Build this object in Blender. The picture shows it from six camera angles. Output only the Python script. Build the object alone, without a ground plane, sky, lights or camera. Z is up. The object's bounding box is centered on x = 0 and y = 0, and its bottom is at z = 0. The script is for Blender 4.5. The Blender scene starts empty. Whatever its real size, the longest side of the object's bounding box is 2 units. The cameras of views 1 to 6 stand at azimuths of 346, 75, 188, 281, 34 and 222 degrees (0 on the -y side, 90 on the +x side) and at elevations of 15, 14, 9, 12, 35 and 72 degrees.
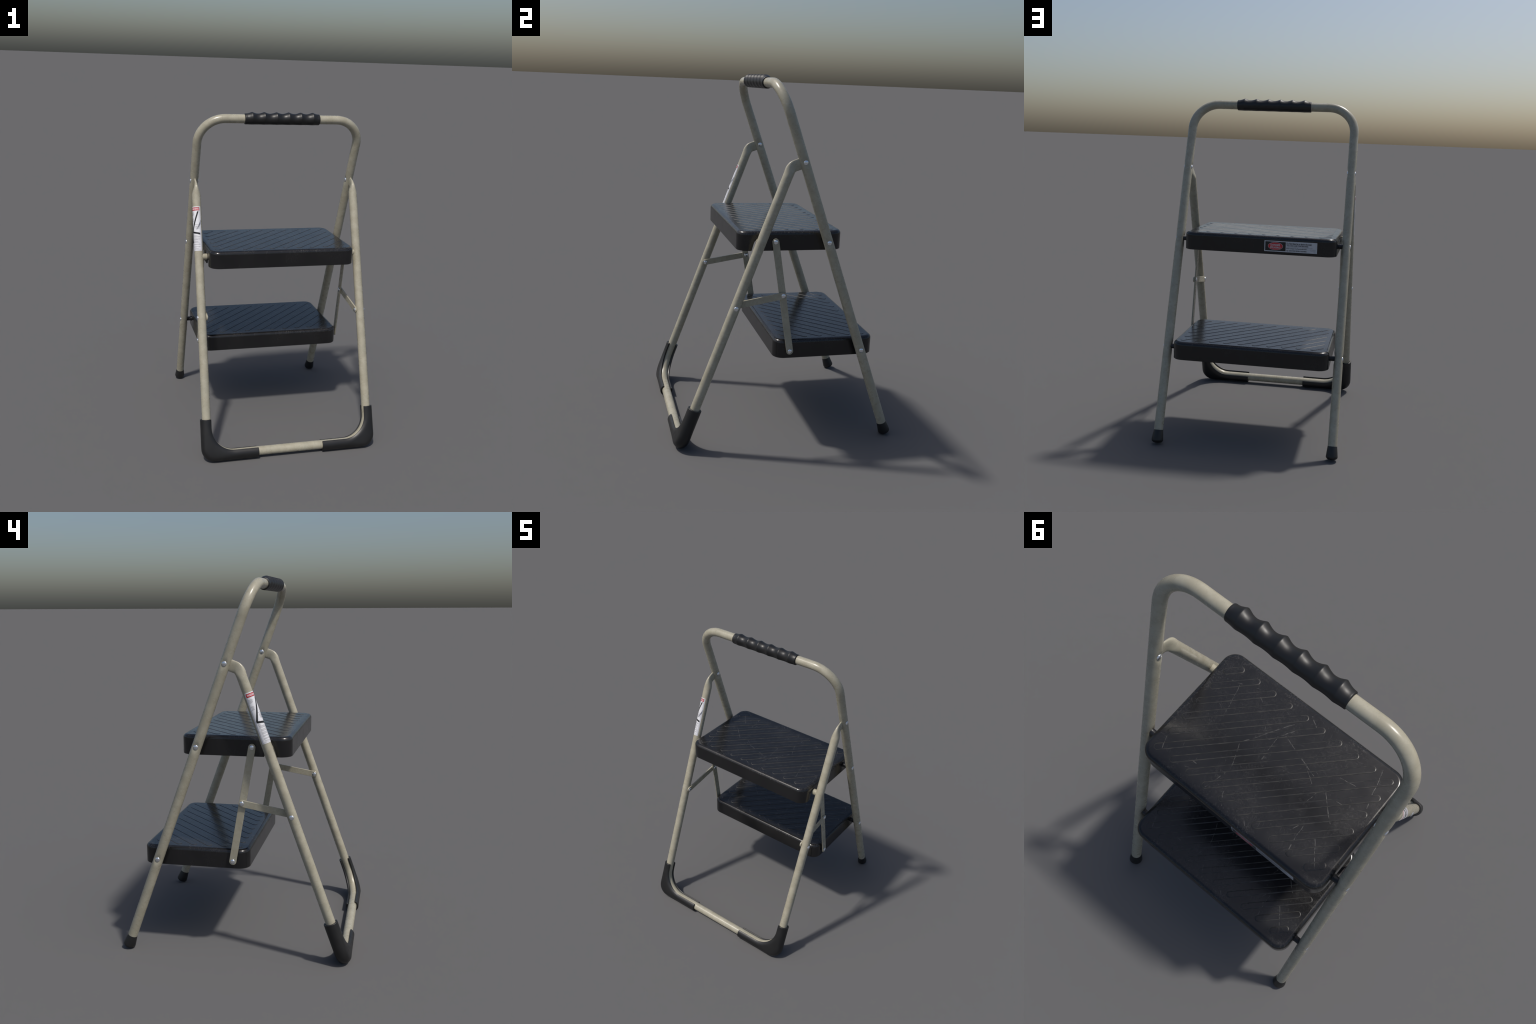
"""Folding two-step stool: cream tubular frames, black ribbed treads, rubber feet."""
import bpy, bmesh, math, random
from mathutils import Vector, Matrix

random.seed(7)
TAU = math.tau
TILT = math.radians(20.0)
SN, CS = math.sin(TILT), math.cos(TILT)

# ------------------------------------------------------------------ key sizes
LEG_X = 0.5035            # centre of every side tube
TUBE = 0.0264            # tube radius
BEND = 0.160             # bend radius of both U frames
CAP = 0.0378              # radius of the rubber corner sleeves
PIVOT = Vector((LEG_X, 0.0288, 1.5679))      # hinge of both frames (mirror for -x)
BAR = Vector((0, -0.5885, CAP))              # middle of the front floor bar
GRIP = Vector((0, -0.1150, 1.9572))          # middle of the hand grip
HALF_W, HALF_D = 0.4535, 0.2902               # tread half width / depth
TREADS = [Vector((0, -0.0065, 1.0922)), Vector((0, 0.2176, 0.4800))]   # bottom centres
THICK = 0.1047
REAR_DIR = Vector((0, -SN, CS))              # up along the rear rails
FRONT_DIR = Vector((0, SN, CS))              # up along the front legs
FRONT_OUT = Vector((0, -CS, SN))             # facing direction of the front frame
STRAP_TOP, STRAP_MID, STRAP_LOW = (-0.0948, 1.1402), (-0.0430, 0.8461), (0.0093, 0.5252)
LINK_LEG = (-0.3112, 0.7995)


# ------------------------------------------------------------------ materials
class Nodes:
    def __init__(self, name):
        self.mat = bpy.data.materials.new(name)
        self.mat.use_nodes = True
        self.t = self.mat.node_tree
        self.bsdf = self.t.nodes["Principled BSDF"]
        self.coord = self.t.nodes.new("ShaderNodeTexCoord").outputs["Object"]

    def new(self, kind, **props):
        n = self.t.nodes.new("ShaderNode" + kind)
        for k, v in props.items():
            setattr(n, k, v)
        return n

    def put(self, value, socket):
        if hasattr(value, "is_output"):
            self.t.links.new(value, socket)
        else:
            socket.default_value = value

    def noise(self, scale, detail=3.0, rough=0.55, vector=None, stretch=None):
        v = vector or self.coord
        if stretch:
            m = self.new("Mapping")
            self.put(v, m.inputs["Vector"])
            m.inputs["Scale"].default_value = stretch
            v = m.outputs[0]
        n = self.new("TexNoise")
        self.put(v, n.inputs["Vector"])
        n.inputs["Scale"].default_value = scale
        n.inputs["Detail"].default_value = detail
        n.inputs["Roughness"].default_value = rough
        return n.outputs["Fac"]

    def ramp(self, fac, lo, hi, a=0.0, b=1.0):
        n = self.new("MapRange", interpolation_type="SMOOTHSTEP")
        self.put(fac, n.inputs["Value"])
        for key, val in (("From Min", lo), ("From Max", hi), ("To Min", a), ("To Max", b)):
            n.inputs[key].default_value = val
        return n.outputs["Result"]

    def math(self, op, a, b=0.0):
        n = self.new("Math", operation=op)
        self.put(a, n.inputs[0])
        self.put(b, n.inputs[1])
        return n.outputs[0]

    def mix(self, fac, a, b):
        n = self.new("Mix", data_type="RGBA")
        self.put(fac, n.inputs["Factor"])
        self.put((*a, 1) if isinstance(a, tuple) else a, n.inputs["A"])
        self.put((*b, 1) if isinstance(b, tuple) else b, n.inputs["B"])
        return n.outputs["Result"]

    def bump(self, height, strength, distance=0.001):
        n = self.new("Bump")
        self.put(height, n.inputs["Height"])
        n.inputs["Strength"].default_value = strength
        n.inputs["Distance"].default_value = distance
        self.put(n.outputs[0], self.bsdf.inputs["Normal"])

    def finish(self, colour, rough, **more):
        self.put((*colour, 1) if isinstance(colour, tuple) else colour, self.bsdf.inputs["Base Color"])
        self.put(rough, self.bsdf.inputs["Roughness"])
        for k, v in more.items():
            self.bsdf.inputs[k.replace("_", " ")].default_value = v
        return self.mat


def cream_paint():
    n = Nodes("cream_paint")
    col = n.mix(n.ramp(n.noise(22, 4), 0.35, 0.68), (0.345, 0.319, 0.242), (0.396, 0.370, 0.288))
    col = n.mix(n.ramp(n.noise(9, 3), 0.45, 0.72, 0.0, 0.36), col, (0.318, 0.312, 0.250))
    col = n.mix(n.ramp(n.noise(140, 2), 0.55, 0.8, 0.0, 0.10), col, (0.285, 0.260, 0.195))
    n.bump(n.noise(420, 2), 0.06)
    return n.finish(col, n.ramp(n.noise(35, 3), 0.3, 0.7, 0.24, 0.34))


def segment_group():
    """1 on the line from A to B (seen from above), falling to 0 at Width."""
    g = bpy.data.node_groups.new("scratch_line", "ShaderNodeTree")
    for nm, kind in (("P", "NodeSocketVector"), ("A", "NodeSocketVector"), ("B", "NodeSocketVector"), ("Width", "NodeSocketFloat")):
        g.interface.new_socket(nm, in_out="INPUT", socket_type=kind)
    g.interface.new_socket("Mask", in_out="OUTPUT", socket_type="NodeSocketFloat")
    i, o = g.nodes.new("NodeGroupInput"), g.nodes.new("NodeGroupOutput")

    def vec(op, a, b=None):
        n = g.nodes.new("ShaderNodeVectorMath")
        n.operation = op
        g.links.new(a, n.inputs[0])
        if b is not None:
            g.links.new(b, n.inputs[3] if op == "SCALE" else n.inputs[1])
        return n
    pa = vec("SUBTRACT", i.outputs["P"], i.outputs["A"]).outputs[0]
    ba = vec("SUBTRACT", i.outputs["B"], i.outputs["A"]).outputs[0]
    div = g.nodes.new("ShaderNodeMath")
    div.operation, div.use_clamp = "DIVIDE", True
    g.links.new(vec("DOT_PRODUCT", pa, ba).outputs["Value"], div.inputs[0])
    g.links.new(vec("DOT_PRODUCT", ba, ba).outputs["Value"], div.inputs[1])
    near = vec("SCALE", ba, div.outputs[0]).outputs[0]
    dist = vec("LENGTH", vec("SUBTRACT", pa, near).outputs[0]).outputs["Value"]
    r = g.nodes.new("ShaderNodeMapRange")
    g.links.new(dist, r.inputs["Value"])
    g.links.new(i.outputs["Width"], r.inputs["From Max"])
    r.inputs["To Min"].default_value, r.inputs["To Max"].default_value = 1, 0
    g.links.new(r.outputs[0], o.inputs["Mask"])
    return g


# scratches worn into the tread surface: (x, y) to (x, y) from the tread centre
SCRATCHES = [
    (0.319, -0.181, 0.28, -0.029), (0.375, -0.168, 0.313, -0.186), (0.035, -0.123, -0.155, -0.062),
    (-0.103, -0.08, -0.169, -0.033), (-0.231, -0.044, -0.33, 0.051), (-0.349, -0.256, -0.396, -0.09),
    (0.155, 0.017, 0.11, 0.119), (0.121, 0.143, 0.143, 0.236), (-0.249, 0.107, -0.262, 0.221),
    (-0.315, 0.126, -0.383, 0.216), (0.039, -0.183, 0.151, 0.003), (0.217, -0.187, 0.189, -0.172),
    (0.054, -0.117, 0.046, 0.011), (0.003, -0.254, -0.037, -0.228), (0.137, -0.124, 0.12, -0.095),
    (-0.235, -0.123, -0.316, -0.134), (0.268, 0.186, 0.234, 0.187), (0.075, 0.206, 0.045, 0.255),
    (-0.207, -0.015, -0.197, 0.048), (-0.054, 0.238, -0.074, 0.256), (0.382, 0.223, 0.4, 0.175),
    (-0.276, -0.041, -0.313, -0.042), (0.015, -0.171, 0.074, -0.07), (-0.221, 0.159, -0.241, 0.109)]


def tread_plastic():
    n = Nodes("scratched_black_plastic")
    warp = n.new("TexNoise")
    n.put(n.coord, warp.inputs["Vector"])
    warp.inputs["Scale"].default_value = 14
    off = n.new("VectorMath", operation="MULTIPLY_ADD")
    n.put(warp.outputs["Color"], off.inputs[0])
    off.inputs[1].default_value, off.inputs[2].default_value = (0.016, 0.016, 0), (-0.008, -0.008, 0)
    flat = n.new("VectorMath", operation="MULTIPLY_ADD")
    n.put(n.coord, flat.inputs[0])
    flat.inputs[1].default_value = (1, 1, 0)
    n.put(off.outputs[0], flat.inputs[2])
    group, lines = segment_group(), 0.0
    for k, (ax, ay, bx, by) in enumerate(SCRATCHES):
        s = n.new("Group", node_tree=group)
        n.put(flat.outputs[0], s.inputs["P"])
        s.inputs["A"].default_value, s.inputs["B"].default_value = (ax, ay, 0), (bx, by, 0)
        s.inputs["Width"].default_value = 0.0016 + 0.0008 * ((k * 5) % 3) / 2
        lines = n.math("MAXIMUM", s.outputs["Mask"], lines)
    lines = n.math("MULTIPLY", lines, n.ramp(n.noise(48, 3), 0.40, 0.58))
    # fine hairlines in several directions, broken up by patches
    hair = 0.0
    for k, ang in enumerate((0.35, 1.25, 2.2, 2.75)):
        m = n.new("Mapping")
        n.put(n.coord, m.inputs["Vector"])
        m.inputs["Rotation"].default_value = (0, 0, ang)
        m.inputs["Location"].default_value = (k * 3.1, k * 1.7, k)
        thin = n.noise(1.0, 2, 0.5, m.outputs[0], (7, 130, 1))
        thin = n.ramp(n.math("ABSOLUTE", n.math("SUBTRACT", thin, 0.5)), 0.0, 0.006, 1.0, 0.0)
        thin = n.math("MULTIPLY", thin, n.ramp(n.noise(11 + k, 2, 0.5, m.outputs[0]), 0.54, 0.68))
        hair = n.math("MAXIMUM", thin, hair)
    # rubbed, dusty borders
    sep = n.new("SeparateXYZ")
    n.put(n.coord, sep.inputs[0])
    edge = n.math("MAXIMUM", n.ramp(n.math("ABSOLUTE", sep.outputs[0]), 0.395, 0.445),
                  n.ramp(n.math("ABSOLUTE", sep.outputs[1]), 0.235, 0.28))
    dust = n.math("MULTIPLY", n.math("ADD", n.math("MULTIPLY", edge, 0.75), 0.30), n.ramp(n.noise(120, 4, 0.7), 0.48, 0.72))
    dust = n.math("MULTIPLY", dust, n.ramp(n.noise(7, 2), 0.40, 0.65))
    dust = n.math("MULTIPLY", dust, n.ramp(sep.outputs[2], 0.080, 0.100, 0.10, 1.0))
    col = n.mix(n.ramp(n.noise(5, 3), 0.35, 0.7), (0.0098, 0.0098, 0.0106), (0.0140, 0.0138, 0.0146))
    col = n.mix(n.math("MULTIPLY", dust, 0.40), col, (0.105, 0.100, 0.092))
    hair = n.math("MULTIPLY", hair, n.ramp(sep.outputs[2], 0.080, 0.100, 0.08, 1.0))
    col = n.mix(n.math("MULTIPLY", hair, 0.42), col, (0.13, 0.125, 0.12))
    col = n.mix(n.math("MULTIPLY", lines, 0.42), col, (0.15, 0.145, 0.135))
    rough = n.math("ADD", n.ramp(n.noise(16, 3), 0.3, 0.7, 0.17, 0.24), n.math("MULTIPLY", n.math("MAXIMUM", lines, dust), 0.22))
    n.bump(n.math("SUBTRACT", n.math("MULTIPLY", n.noise(330, 2), 0.25), lines), 0.25, 0.0006)
    return n.finish(col, rough)


def rubbed_edge():
    """Ground-off, paler slopes of the tread ribs."""
    n = Nodes("rubbed_rib_edge")
    col = n.mix(n.ramp(n.noise(40, 3), 0.35, 0.65), (0.016, 0.0155, 0.0145), (0.040, 0.0375, 0.033))
    return n.finish(col, 0.46)


def rubber():
    n = Nodes("black_rubber")
    col = n.mix(n.ramp(n.noise(18, 3), 0.35, 0.7), (0.0100, 0.0100, 0.0104), (0.0135, 0.0135, 0.0138))
    n.bump(n.noise(500, 2), 0.08)
    return n.finish(col, n.ramp(n.noise(25, 2), 0.3, 0.7, 0.38, 0.47))


def plain(name, colour, rough=0.5, vary=0.08, **more):
    n = Nodes(name)
    dark = tuple(c * (1 - vary) for c in colour)
    return n.finish(n.mix(n.ramp(n.noise(60, 3), 0.35, 0.7), dark, colour), rough, **more)


CREAM, PLASTIC, RUBBER, RUBBED = cream_paint(), tread_plastic(), rubber(), rubbed_edge()
STEEL = plain("bright_rivet_steel", (0.86, 0.88, 0.92), 0.13, 0.06, Metallic=0.9)
DARK = plain("dark_spacer_plastic", (0.014, 0.014, 0.016), 0.35)
WHITE = plain("label_white", (0.74, 0.74, 0.77), 0.30, 0.05)
SILVER = plain("label_silver", (0.56, 0.57, 0.60), 0.32, 0.08)
RED = plain("label_red", (0.58, 0.020, 0.030), 0.32)
INK = plain("label_black_ink", (0.012, 0.012, 0.013), 0.35)
GREY = plain("label_grey_ink", (0.33, 0.33, 0.35), 0.40)
SHADE = plain("label_blue_grey_ink", (0.17, 0.18, 0.22), 0.40)

# ------------------------------------------------------------------ object helpers
root = bpy.data.objects.new("folding_step_stool", None)
bpy.context.scene.collection.objects.link(root)
root["label"] = "folding two-step stool, cream tube frame, black ribbed treads"
root["category"] = "step stool"


def add(name, mesh, mat, parent=root, smooth=True, angle=40, place=None):
    if mat and not mesh.materials:
        mesh.materials.append(mat)
    if smooth is not None:
        mesh.polygons.foreach_set("use_smooth", [smooth] * len(mesh.polygons))
        if smooth:
            mesh.set_sharp_from_angle(angle=math.radians(angle))
    ob = bpy.data.objects.new(name, mesh)
    bpy.context.scene.collection.objects.link(ob)
    ob.parent = parent
    if place is not None:
        ob.matrix_local = place
    return ob


def mesh_from(name, verts, faces):
    me = bpy.data.meshes.new(name)
    me.from_pydata([tuple(v) for v in verts], [], faces)
    bm = bmesh.new()
    bm.from_mesh(me)
    bmesh.ops.recalc_face_normals(bm, faces=bm.faces)
    bm.to_mesh(me)
    bm.free()
    return me


def loft(name, rings, closed_ring=True, cap=True):
    n = len(rings[0])
    verts = [p for r in rings for p in r]
    faces = []
    for i in range(len(rings) - 1):
        for j in range(n if closed_ring else n - 1):
            a, b = i * n + j, i * n + (j + 1) % n
            faces.append((a, b, b + n, a + n))
    if cap:
        faces.append(tuple(range(n)))
        faces.append(tuple(range((len(rings) - 1) * n, len(rings) * n)))
    return mesh_from(name, verts, faces)


def resample(points, step):
    """Even steps along a polyline."""
    out, carry = [points[0]], 0.0
    for a, b in zip(points, points[1:]):
        d = (b - a).length
        t = step - carry
        while t < d:
            out.append(a.lerp(b, t / d))
            t += step
        carry = d - (t - step)
    if (out[-1] - points[-1]).length > 1e-4:
        out.append(points[-1])
    return out


def arc(centre, a, b, radius, start, end, n=24):
    return [centre + (a * math.cos(t) + b * math.sin(t)) * radius
            for t in (start + (end - start) * k / n for k in range(n + 1))]


def transport(points, first):
    """Rotation-minimising frames along a path; yields (point, axis_u, axis_v, length)."""
    u, run, out = first.copy(), 0.0, []
    for i, p in enumerate(points):
        t = (points[min(i + 1, len(points) - 1)] - points[max(i - 1, 0)]).normalized()
        u = (u - t * u.dot(t)).normalized()
        if i:
            run += (p - points[i - 1]).length
        out.append((p, u.copy(), t.cross(u), run))
    return out


def lathe(name, profile, segments=28):
    """Revolve (radius, height) pairs round z."""
    rings = [[Vector((r * math.cos(TAU * j / segments), r * math.sin(TAU * j / segments), h))
              for j in range(segments)] for r, h in profile]
    return loft(name, rings)


def aim(point, axis):
    """Matrix that moves local z onto axis at point."""
    return Matrix.Translation(point) @ Vector(axis).to_track_quat("Z", "Y").to_matrix().to_4x4()


X, Y, Z = Vector((1, 0, 0)), Vector((0, 1, 0)), Vector((0, 0, 1))
RIVET = lathe("rivet", [(0.0128, -0.003), (0.0128, 0.0008), (0.0122, 0.0026), (0.0100, 0.0044), (0.0062, 0.0057), (0.0012, 0.0062)], 24)


def rivet(x, y, z, side, parent):
    add("rivet", RIVET, STEEL, parent, place=aim(Vector((x, y, z)), X * side), angle=60)


# ------------------------------------------------------------------ rear frame with hand hoop
def rear_frame():
    foot_z = 0.045
    foot_y = PIVOT.y + (PIVOT.z - foot_z) * SN / CS
    left_foot, right_foot = Vector((-LEG_X, foot_y, foot_z)), Vector((LEG_X, foot_y, foot_z))
    top_y = PIVOT.y - (GRIP.z - PIVOT.z) * SN / CS
    c = Vector((0, top_y, GRIP.z)) - REAR_DIR * BEND
    cl, cr = c - X * (LEG_X - BEND), c + X * (LEG_X - BEND)
    path = [left_foot] + arc(cl, -X, REAR_DIR, BEND, 0, math.pi / 2) + arc(cr, X, REAR_DIR, BEND, math.pi / 2, 0) + [right_foot]
    pts = resample(path, 0.008)
    dents = [PIVOT.z, TREADS[0].z + 0.0525, TREADS[1].z + 0.050]
    rings = []
    for p, u, v, _ in transport(pts, X):
        ring = []
        for j in range(32):
            a = TAU * j / 32
            q = (u * math.cos(a) + v * math.sin(a)) * TUBE
            if abs(p.x) > LEG_X - 0.01:
                for dz in dents:        # tube squeezed a little round every rivet
                    g = math.exp(-((p.z - dz) / 0.022) ** 2) * 0.0060
                    lim = TUBE - g
                    q.x = max(-lim, min(lim, q.x))
            ring.append(p + q)
        rings.append(ring)
    return add("rear_frame", loft("rear_frame", rings), CREAM, angle=60)


rear = rear_frame()
for s in (-1, 1):
    for z, both in ((PIVOT.z, True), (1.1447, False), (0.5297, False)):
        y = PIVOT.y + (PIVOT.z - z) * SN / CS
        rivet(s * (LEG_X + TUBE - 0.0055), y, z, s, rear)
        if both:
            rivet(s * (LEG_X - TUBE + 0.0055), y, z, -s, rear)

# rubber feet of the rear rails: tapered cups with domed soles
cup = [(0.0252, 0.0), (0.0262, 0.001), (0.0270, -0.002), (0.0335, -0.056), (0.0333, -0.060), (0.0305, -0.066), (0.0230, -0.0715), (0.012, -0.0745), (0.002, -0.0755)]
low = min(h * CS - r * SN for r, h in cup)
FOOT = lathe("rubber_foot", cup, 32)
for s in (-1, 1):
    z = -low
    y = PIVOT.y + (PIVOT.z - z) * SN / CS
    add("rubber_foot", FOOT, RUBBER, rear, place=aim(Vector((s * LEG_X, y, z)), REAR_DIR), angle=50)


# hand grip with finger ridges that rise towards the front and top
def hand_grip():
    half, pitch = 0.232, 0.0748
    rings = []
    count = 200
    for i in range(count + 1):
        x = -half + 2 * half * i / count
        k = (x + 2.5 * pitch) / pitch
        ridge = 1.0 - math.sqrt(math.sin(math.pi * k) ** 2 + 0.012)
        d = half - abs(x)
        if abs(x) > 2.5 * pitch:
            ridge *= 1.0
            if d < 0.022:
                ridge = min(ridge, 0.25)
        round_end = 0.006 * (1 - math.sqrt(max(0.0, 1 - (1 - min(d, 0.006) / 0.006) ** 2)))
        ring = []
        for j in range(40):
            a = TAU * j / 40           # 0 = up, quarter turn = front
            w = (0.5 + 0.5 * math.cos(a - 0.72)) ** 2.0
            r = 0.0318 + 0.0003 + (0.0124 * w + 0.0006 + 0.0026 * max(0.0, -math.sin(a))) * max(0.0, ridge) - round_end
            ring.append(Vector((x, GRIP.y - r * math.sin(a), GRIP.z + r * math.cos(a))))
        rings.append(ring)
    return add("hand_grip", loft("hand_grip", rings), RUBBER, rear, angle=60)


hand_grip()


# ------------------------------------------------------------------ front frame
def front_frame():
    up = FRONT_DIR
    plate = Vector((0, CS, SN))                   # flattened tab runs square into the rear rail
    # the tab's line through the hinge meets the leg line here
    leg0 = Vector((LEG_X, BAR.y, BAR.z))
    det = up.y * plate.z - up.z * plate.y
    d = PIVOT - leg0
    t = (d.y * plate.z - d.z * plate.y) / det
    corner = leg0 + up * t
    rad, turn = 0.042, math.radians(50)
    cut = rad * math.tan(turn / 2)
    inner = Vector((0, CS, -SN))                  # from the leg towards the bend centre
    centre = corner - up * cut + inner * rad

    def side(s):
        m = Vector((s, 1, 1))
        mir = lambda v: Vector((v.x * s, v.y, v.z))
        tip = PIVOT + plate * 0.012
        pts = [tip, corner + plate * cut]
        pts += [centre + (-inner * math.cos(a) + up * math.sin(a)) * rad for a in (turn * k / 10 for k in range(10, -1, -1))]
        return [mir(p) for p in pts]

    c = Vector((0, BAR.y, BAR.z)) + up * BEND
    cl, cr = c - X * (LEG_X - BEND), c + X * (LEG_X - BEND)
    path = side(-1) + arc(cl, -X, -up, BEND, 0, math.pi / 2) + arc(cr, X, -up, BEND, math.pi / 2, 0) + side(1)[::-1]
    pts = resample(path, 0.006)
    frames = transport(pts, X)
    total = frames[-1][3]
    bend_at = (PIVOT + plate * 0.012 - corner).length
    rings = []
    for p, u, v, run in frames:
        s = min(run, total - run)
        f = max(0.0, min(1.0, (bend_at + 0.055 - s) / 0.085))
        f = f * f * (3 - 2 * f)
        thin, wide = TUBE + (0.0065 - TUBE) * f, TUBE + (0.0300 - TUBE) * f
        power = 1.0 - 0.25 * f
        ring = []
        for j in range(32):
            a = TAU * j / 32
            ca, sa = math.cos(a), math.sin(a)
            ring.append(p + u * (math.copysign(abs(ca) ** power, ca) * thin) + v * (math.copysign(abs(sa) ** power, sa) * wide))
        rings.append(ring)
    return add("front_frame", loft("front_frame", rings), CREAM, angle=60)


front = front_frame()


def leg_centre(z):
    return BAR + FRONT_DIR * ((z - BAR.z) / CS)


# rubber sleeves round the two floor corners: channels, open towards the inside of the frame
def corner_sleeve(s):
    up, n_plane = FRONT_DIR, FRONT_OUT
    c = BAR + up * BEND + X * (s * (LEG_X - BEND))
    out = X * s
    path = [(BAR + out * 0.2, up, 0.0)]
    for k in range(1, 7):
        path.append((BAR + out * (0.2 + (LEG_X - BEND - 0.2) * k / 7), up, 0.0))
    rho, big = 0.078, BEND + CAP
    for k in range(25):
        a = math.pi / 2 * k / 24            # from down to outward
        d = -up * math.cos(a) + out * math.sin(a)
        du, do = math.cos(a), math.sin(a)
        q = big - rho                        # centre of the tighter outer corner, from c
        along = q * (du + do)
        reach = along + math.sqrt(max(0.0, along ** 2 - (2 * q * q - rho * rho)))
        straight = min(big / max(du, 1e-6), big / max(do, 1e-6))
        reach = min(reach, straight) if (du * reach > q and do * reach > q) else straight
        path.append((c + d * BEND, -d, reach - big))
    top = 0.212
    for k in range(1, 6):
        path.append((BAR + out * LEG_X + up * (BEND + (top - BEND) * k / 5), -out, 0.0))
    slot = math.radians(47)
    rings = []
    for p, inward, ext in path:
        ring = []
        m = 30
        for j in range(m + 1):
            a = slot + (TAU - 2 * slot) * j / m
            q = inward * (math.cos(a) * CAP) + n_plane * (math.sin(a) * CAP)
            if math.cos(a) < 0:
                q -= inward * ext * min(1.0, -math.cos(a) * 2.5)
            ring.append(p + q)
        for j in range(m + 1):
            a = TAU - slot - (TAU - 2 * slot) * j / m
            ring.append(p + (inward * math.cos(a) + n_plane * math.sin(a)) * (TUBE + 0.0006))
        rings.append(ring)
    ob = add("corner_sleeve", loft("corner_sleeve", rings), RUBBER, front, angle=50)
    b = ob.modifiers.new("soft_edges", "BEVEL")
    b.width, b.segments, b.limit_method, b.angle_limit = 0.0022, 2, "ANGLE", math.radians(55)
    return ob


for s in (-1, 1):
    corner_sleeve(s)
    # stub that carries the upper tread
    p = leg_centre(1.142)
    PIN = bpy.data.meshes.get("support_pin") or lathe("support_pin", [(0.0192, -0.014), (0.0192, 0.034), (0.0182, 0.0365), (0.016, 0.0375), (0.001, 0.0378)])
    add("support_pin", PIN, CREAM, front, place=aim(Vector((s * (LEG_X - 0.012), p.y, p.z)), X * -s))
    rivet(s * (LEG_X + TUBE - 0.0025), LINK_LEG[0], LINK_LEG[1], s, front)


# ------------------------------------------------------------------ treads
def outline(half_w, half_d, radius, z, per=10):
    ring = []
    for qx, qy, start in ((1, 1, 0), (-1, 1, 1), (-1, -1, 2), (1, -1, 3)):
        for k in range(per + 1):
            a = (start + k / per) * math.pi / 2
            ring.append(Vector((qx * (half_w - radius) + radius * math.cos(a), qy * (half_d - radius) + radius * math.sin(a), z)))
    return ring


def tread_shell(name, notched):
    R, fillet, wall = 0.060, 0.0212, 0.009
    rings = [outline(HALF_W - wall, HALF_D - wall, R - wall, THICK - wall),
             outline(HALF_W - wall, HALF_D - wall, R - wall, 0.001),
             outline(HALF_W - 0.002, HALF_D - 0.002, R - 0.002, 0.0),
             outline(HALF_W, HALF_D, R, 0.002)]
    for k in range(9):
        a = math.pi / 2 * k / 8
        ins = fillet * (1 - math.cos(a))
        rings.append(outline(HALF_W - ins, HALF_D - ins, R - ins, THICK - fillet + fillet * math.sin(a)))
    me = loft(name, rings)
    if notched:
        # slanted notch in both side skirts for the support pins
        prof = [(-0.2180, -0.02), (-0.2155, 0.004), (-0.2060, 0.040), (-0.2010, 0.052), (-0.193, 0.061), (-0.183, 0.064),
                (-0.173, 0.060), (-0.167, 0.051), (-0.1640, 0.040), (-0.1510, 0.004), (-0.146, -0.02)]
        for s in (-1, 1):
            cut = loft("cutter", [[Vector((s * (HALF_W - 0.03), y, z)) for y, z in prof],
                                  [Vector((s * (HALF_W + 0.03), y, z)) for y, z in prof]])
            a, b = bpy.data.objects.new("shell_tmp", me), bpy.data.objects.new("cut_tmp", cut)
            for o in (a, b):
                bpy.context.scene.collection.objects.link(o)
            m = a.modifiers.new("cut", "BOOLEAN")
            m.object, m.operation, m.solver = b, "DIFFERENCE", "EXACT"
            dg = bpy.context.evaluated_depsgraph_get()
            me2 = bpy.data.meshes.new_from_object(a.evaluated_get(dg))
            for o in (a, b):
                bpy.data.objects.remove(o)
            me = me2
        me.name = name
    return me


RIB_W, RIB_X, RIB_Y = 0.0285, 0.411, 0.2418


def tread_rib(c):
    """A raised pill along the 45-degree line x - y = c, clipped to the rib field."""
    lo = max(-RIB_X, c - RIB_Y)
    hi = min(RIB_X, c + RIB_Y)
    d = Vector((1, 1, 0)).normalized()
    side = Vector((-d.y, d.x, 0))
    a, b = Vector((lo, lo - c, THICK)), Vector((hi, hi - c, THICK))
    r = RIB_W / 2
    a, b = a + d * r, b - d * r
    rings = []
    for rr, h in ((r + 0.0012, -0.0012), (r + 0.0008, 0.0001), (r - 0.0010, 0.0009), (r - 0.0026, 0.0014), (r - 0.0036, 0.0015), (r - 0.006, 0.0015)):
        ring = []
        for k in range(13):
            t = -math.pi / 2 + math.pi * k / 12
            ring.append(b + d * (rr * math.cos(t)) + side * (rr * math.sin(t)) + Z * h)
        for k in range(13):
            t = math.pi / 2 + math.pi * k / 12
            ring.append(a + d * (rr * math.cos(t)) + side * (rr * math.sin(t)) + Z * h)
        rings.append(ring)
    me = loft("tread_rib", rings)
    me.materials.append(PLASTIC)
    me.materials.append(RUBBED)
    for p in me.polygons:          # the sloping rim is rubbed pale, the flat top is not
        p.material_index = 1 if p.center.z < THICK + 0.00125 and len(p.vertices) == 4 else 0
    return me


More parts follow.
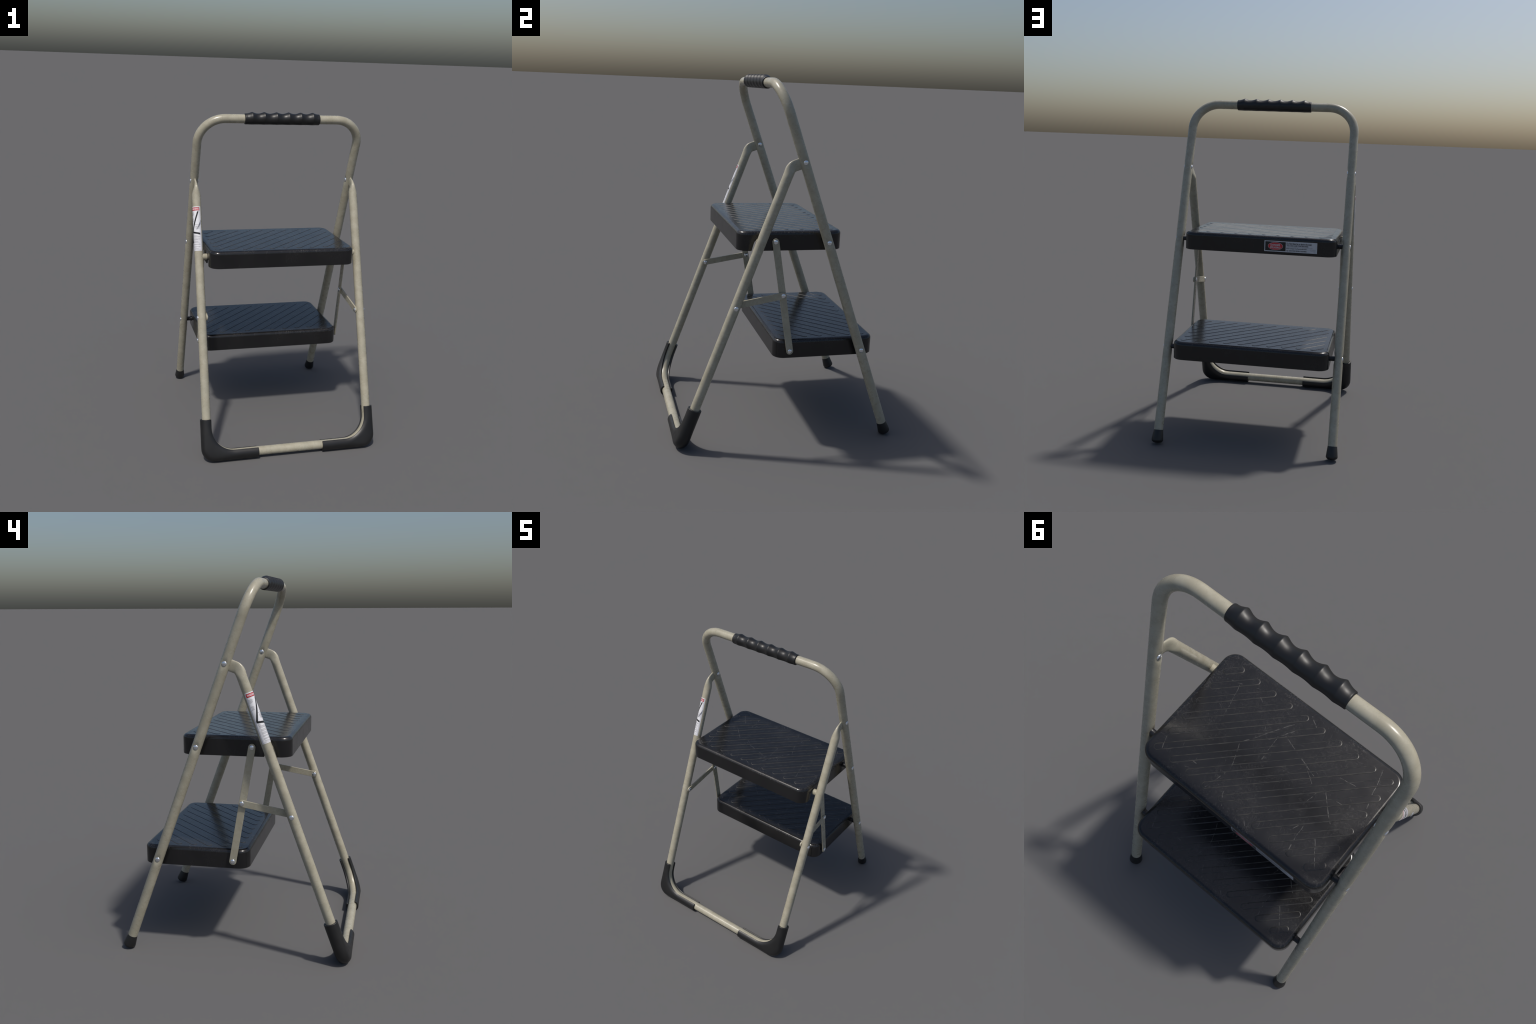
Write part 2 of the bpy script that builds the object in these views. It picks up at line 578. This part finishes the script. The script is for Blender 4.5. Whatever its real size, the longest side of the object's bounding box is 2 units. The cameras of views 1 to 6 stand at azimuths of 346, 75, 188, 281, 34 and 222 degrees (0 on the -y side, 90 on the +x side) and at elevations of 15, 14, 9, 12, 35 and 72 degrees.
RIBS = [tread_rib(0.5905 - 0.08436 * i) for i in range(15)]
treads = []
for k, pos in enumerate(TREADS):
    t = add("tread", tread_shell("tread", k == 0), PLASTIC, angle=35, place=Matrix.Translation(pos))
    w = t.modifiers.new("even_shading", "WEIGHTED_NORMAL")
    w.keep_sharp = True
    treads.append(t)
    for rib in RIBS:
        add("tread_rib", rib, PLASTIC, t, angle=60)
    # dark spacers between the tread and the rear rails
    z = (1.1447, 0.5297)[k]
    y = PIVOT.y + (PIVOT.z - z) * SN / CS
    for s in (-1, 1):
        SPACER = bpy.data.meshes.get("spacer") or lathe("spacer", [(0.0160, -0.012), (0.0160, 0.003), (0.0150, 0.004), (0.0142, 0.0045), (0.0142, 0.034), (0.0150, 0.035), (0.0150, 0.040)])
        add("spacer", SPACER, DARK, t, place=aim(Vector((s * HALF_W, y - pos.y, z - pos.z)), X * s))


# ------------------------------------------------------------------ straps and links
def flat_bar(name, a, b, width, thick, parent):
    """Flat steel bar with round ends between two hinge points, broad side facing x."""
    d = (b - a).normalized()
    out = (X - d * X.dot(d)).normalized()
    side = out.cross(d)
    r = width / 2
    rings = []
    for h, ins in ((-thick / 2, 0.0012), (-thick / 2 + 0.0012, 0), (thick / 2 - 0.0012, 0), (thick / 2, 0.0012)):
        ring = []
        for end, sgn in ((b, 1), (a, -1)):
            for k in range(15):
                t = -math.pi / 2 + math.pi * k / 14
                ring.append(end + out * h + (d * math.cos(t) + side * math.sin(t)) * (sgn * (r - ins)))
        rings.append(ring)
    return add(name, loft(name, rings), CREAM, parent, angle=30)


for s in (-1, 1):
    at = lambda x, yz: Vector((s * x, yz[0], yz[1]))
    strap = flat_bar("tread_strap", at(0.4595, STRAP_TOP), at(0.4680, STRAP_LOW), 0.0382, 0.0075, root)
    link = flat_bar("fold_link", at(0.4722, STRAP_MID), at(0.4738, LINK_LEG), 0.0365, 0.0090, root)
    rivet(s * 0.4625, *STRAP_TOP, s, strap)
    rivet(s * 0.4710, *STRAP_LOW, s, strap)
    rivet(s * 0.4755, *STRAP_MID, s, link)
    rivet(s * 0.4610, *STRAP_MID, -s, link)
    rivet(s * 0.4705, *LINK_LEG, -s, link)


# ------------------------------------------------------------------ labels
def text_mesh(words, spacing=1.0):
    """Lettering in the built-in font, as a flat mesh scaled to a unit box from (0,0) to (1,1)."""
    cu = bpy.data.curves.new("lettering", "FONT")
    cu.body, cu.space_character, cu.resolution_u = words, spacing, 3
    cu.offset = 0.028
    ob = bpy.data.objects.new("lettering", cu)
    bpy.context.scene.collection.objects.link(ob)
    me = bpy.data.meshes.new_from_object(ob.evaluated_get(bpy.context.evaluated_depsgraph_get()))
    bpy.data.objects.remove(ob)
    x0, x1 = min(v.co.x for v in me.vertices), max(v.co.x for v in me.vertices)
    y0, y1 = min(v.co.y for v in me.vertices), max(v.co.y for v in me.vertices)
    for v in me.vertices:
        v.co = ((v.co.x - x0) / (x1 - x0), (v.co.y - y0) / (y1 - y0), 0)
    return me


def panel(name, u0, u1, v0, v1, lift, mat):
    """Thin plate on the back of the upper tread; u runs to the viewer's right (-x), v is height."""
    y = HALF_D
    vs = []
    for h in (-0.0005, lift):
        vs += [(-u, y + h, v) for u, v in ((u0, v0), (u1, v0), (u1, v1), (u0, v1))]
    return add(name, mesh_from(name, vs, [(0, 1, 2, 3), (4, 5, 6, 7), (0, 1, 5, 4), (1, 2, 6, 5), (2, 3, 7, 6), (3, 0, 4, 7)]), mat, treads[0], smooth=False)


def words_on_panel(words, u0, u1, v0, v1, lift, mat, name="label_lettering"):
    me = text_mesh(words)
    for v in me.vertices:
        v.co = (-(u0 + (u1 - u0) * v.co.x), HALF_D + lift, v0 + (v1 - v0) * v.co.y)
    ob = add(name, me, mat, treads[0], smooth=False)
    return ob


def danger_label():
    b = TREADS[0].z
    lo, hi = 1.1090 - b, 1.1722 - b
    panel("danger_label", 0.0322, 0.3415, lo, hi, 0.0006, SILVER)
    panel("label_panel", 0.0375, 0.1577, lo + 0.0055, hi - 0.0050, 0.0010, INK)
    cu, cv = 0.0975, 1.1415 - b
    for nm, rx, rz, h, mat in (("label_oval_rim", 0.0440, 0.0228, 0.0013, SILVER), ("label_oval", 0.0425, 0.0213, 0.0016, RED)):
        rings = [[Vector((-(cu + rx * math.cos(TAU * k / 48)), HALF_D + hh, cv + rz * math.sin(TAU * k / 48))) for k in range(48)] for hh in (0.0, h)]
        add(nm, loft(nm, rings), mat, treads[0], smooth=False)
    words_on_panel("DANGER", cu - 0.0285, cu + 0.0285, cv + 0.0015, cv + 0.0128, 0.0019, SILVER)
    words_on_panel("PELIGRO", cu - 0.0295, cu + 0.0295, cv - 0.0135, cv - 0.0022, 0.0019, SILVER)
    lines = (("Do Not Stand at or above this level.", 0.1630, 0.3095, 0.0065, 0.0175),
             ("YOU CAN LOSE YOUR BALANCE.", 0.1630, 0.2910, 0.0195, 0.0285),
             ("No Se Coloque ni Se Pare en este nivel o", 0.1620, 0.2830, 0.0368, 0.0462),
             ("m\u00e1s.  USTED PUEDE PERDER SU EQUILIBRIO", 0.1620, 0.2810, 0.0500, 0.0585))
    for words, u0, u1, top, bottom in lines:
        words_on_panel(words, u0, u1, hi - bottom, hi - top, 0.0009, INK)
    panel("label_rule", 0.1630, 0.3150, hi - 0.0342, hi - 0.0334, 0.0009, INK)
    for u0, u1, top in ((0.300, 0.334, 0.041), (0.304, 0.334, 0.049), (0.322, 0.334, 0.0562)):
        panel("label_rule", u0, u1, hi - top - 0.0022, hi - top, 0.0009, GREY)


danger_label()

# wrapped instruction sticker on one front leg: angle from the outer side towards the front, height along the leg
W0 = BAR.y * SN + BAR.z * CS
STICK_LO, STICK_HI = 1.0440, 1.3115


def on_leg(angle, w, lift):
    a = math.radians(angle)
    p = BAR + FRONT_DIR * (w - W0) - X * LEG_X
    return p + (-X * math.cos(a) + FRONT_OUT * math.sin(a)) * (TUBE + lift)


def leg_patch(corners, lift, cols=24, rows=6):
    """Curved thin plate between four (angle, height) corners given round the loop."""
    (a0, a1, a2, a3) = corners
    verts, faces = [], []
    for h in (lift, -0.0004):
        for i in range(rows + 1):
            for j in range(cols + 1):
                s, t = j / cols, i / rows
                ang = (a0[0] * (1 - s) + a1[0] * s) * (1 - t) + (a3[0] * (1 - s) + a2[0] * s) * t
                w = (a0[1] * (1 - s) + a1[1] * s) * (1 - t) + (a3[1] * (1 - s) + a2[1] * s) * t
                verts.append(on_leg(ang, w, h))
    n, off = cols + 1, (rows + 1) * (cols + 1)
    for i in range(rows):
        for j in range(cols):
            k = i * n + j
            faces.append((k, k + 1, k + n + 1, k + n))
    rim = list(range(n)) + [i * n + cols for i in range(1, rows + 1)] + [rows * n + j for j in range(cols - 1, -1, -1)] + [i * n for i in range(rows - 1, 0, -1)]
    for a, b in zip(rim, rim[1:] + rim[:1]):
        faces.append((a, b, b + off, a + off))
    return verts, faces


def leg_marks(name, patches, lift, mat, stuff=False, cols=16, rows=4):
    verts, faces = [], []
    for c in patches:
        v, f = leg_patch(c, lift, cols, rows)
        faces += [tuple(i + len(verts) for i in q) for q in f]
        verts += v
    ob = add(name, mesh_from(name, verts, faces), mat, front, angle=30)
    if stuff:
        ob["kind"] = "stuff"
    return ob


def box(a0, a1, w0, w1):
    return ((a0, w0), (a1, w0), (a1, w1), (a0, w1))


def instruction_sticker():
    lo, hi, A0, A1 = STICK_LO, STICK_HI, -27, 128
    leg_marks("instruction_sticker", [box(A0, A1, lo, hi)], 0.0007, WHITE, cols=40, rows=10)
    i, t, da = 0.0045, 0.0013, 10
    leg_marks("sticker_border", [box(A0 + da, A1 - da, lo + i, lo + i + t), box(A0 + da, A0 + da + 3, lo + i, hi - i), box(A1 - da - 3, A1 - da, lo + i, hi - i)], 0.0010, GREY)
    leg_marks("sticker_header", [box(A0 + 10, A1 - 16, hi - 0.0245, hi - 0.0052)], 0.0010, INK)
    leg_marks("sticker_header", [box(A0 + 12, A1 - 18, hi - 0.0233, hi - 0.0064)], 0.0012, RED)
    me = text_mesh("WARNING", 1.15)
    for v in me.vertices:
        v.co = on_leg(-5 + 108 * v.co.x, hi - 0.0202 + 0.0110 * v.co.y, 0.0015)
    add("sticker_lettering", me, WHITE, front, smooth=False)
    # bold drawn angle
    w_top, w_cor = hi - 0.030, 1.163
    leg_marks("sticker_bold_line", [((-5, w_cor), (14, w_cor - 0.001), (100, w_top), (82, w_top)), ((-5, w_cor - 0.009), (110, w_cor - 0.022), (110, w_cor - 0.011), (-5, w_cor + 0.001))], 0.0013, INK, rows=16)
    leg_marks("sticker_shaded_area", [((66, 1.172), (68, 1.170), (122, 1.205), (124, 1.232))], 0.0011, SHADE)
    # rows of small print
    rows = []
    for a0, a1, w_hi, count in ((-10, 38, 1.276, 5), (-6, 32, 1.240, 5), (38, 112, 1.203, 1), (50, 112, 1.194, 5), (2, 30, 1.150, 4),
                                (4, 112, 1.136, 3), (8, 114, 1.119, 3), (6, 112, 1.103, 3), (6, 112, 1.086, 2), (8, 112, 1.072, 2), (14, 112, 1.0600, 2)):
        for k in range(count):
            w, a = w_hi - 0.0042 * k, a0 + random.uniform(0, 6)
            end = a1 - random.uniform(0, (a1 - a0) * 0.35)
            while a < end:
                step = random.uniform(5, 14)
                rows.append(box(a, min(a + step, end), w - 0.0021, w))
                a += step + 2.2
    leg_marks("sticker_small_print", rows, 0.0010, GREY, stuff=True, cols=3, rows=1)


instruction_sticker()
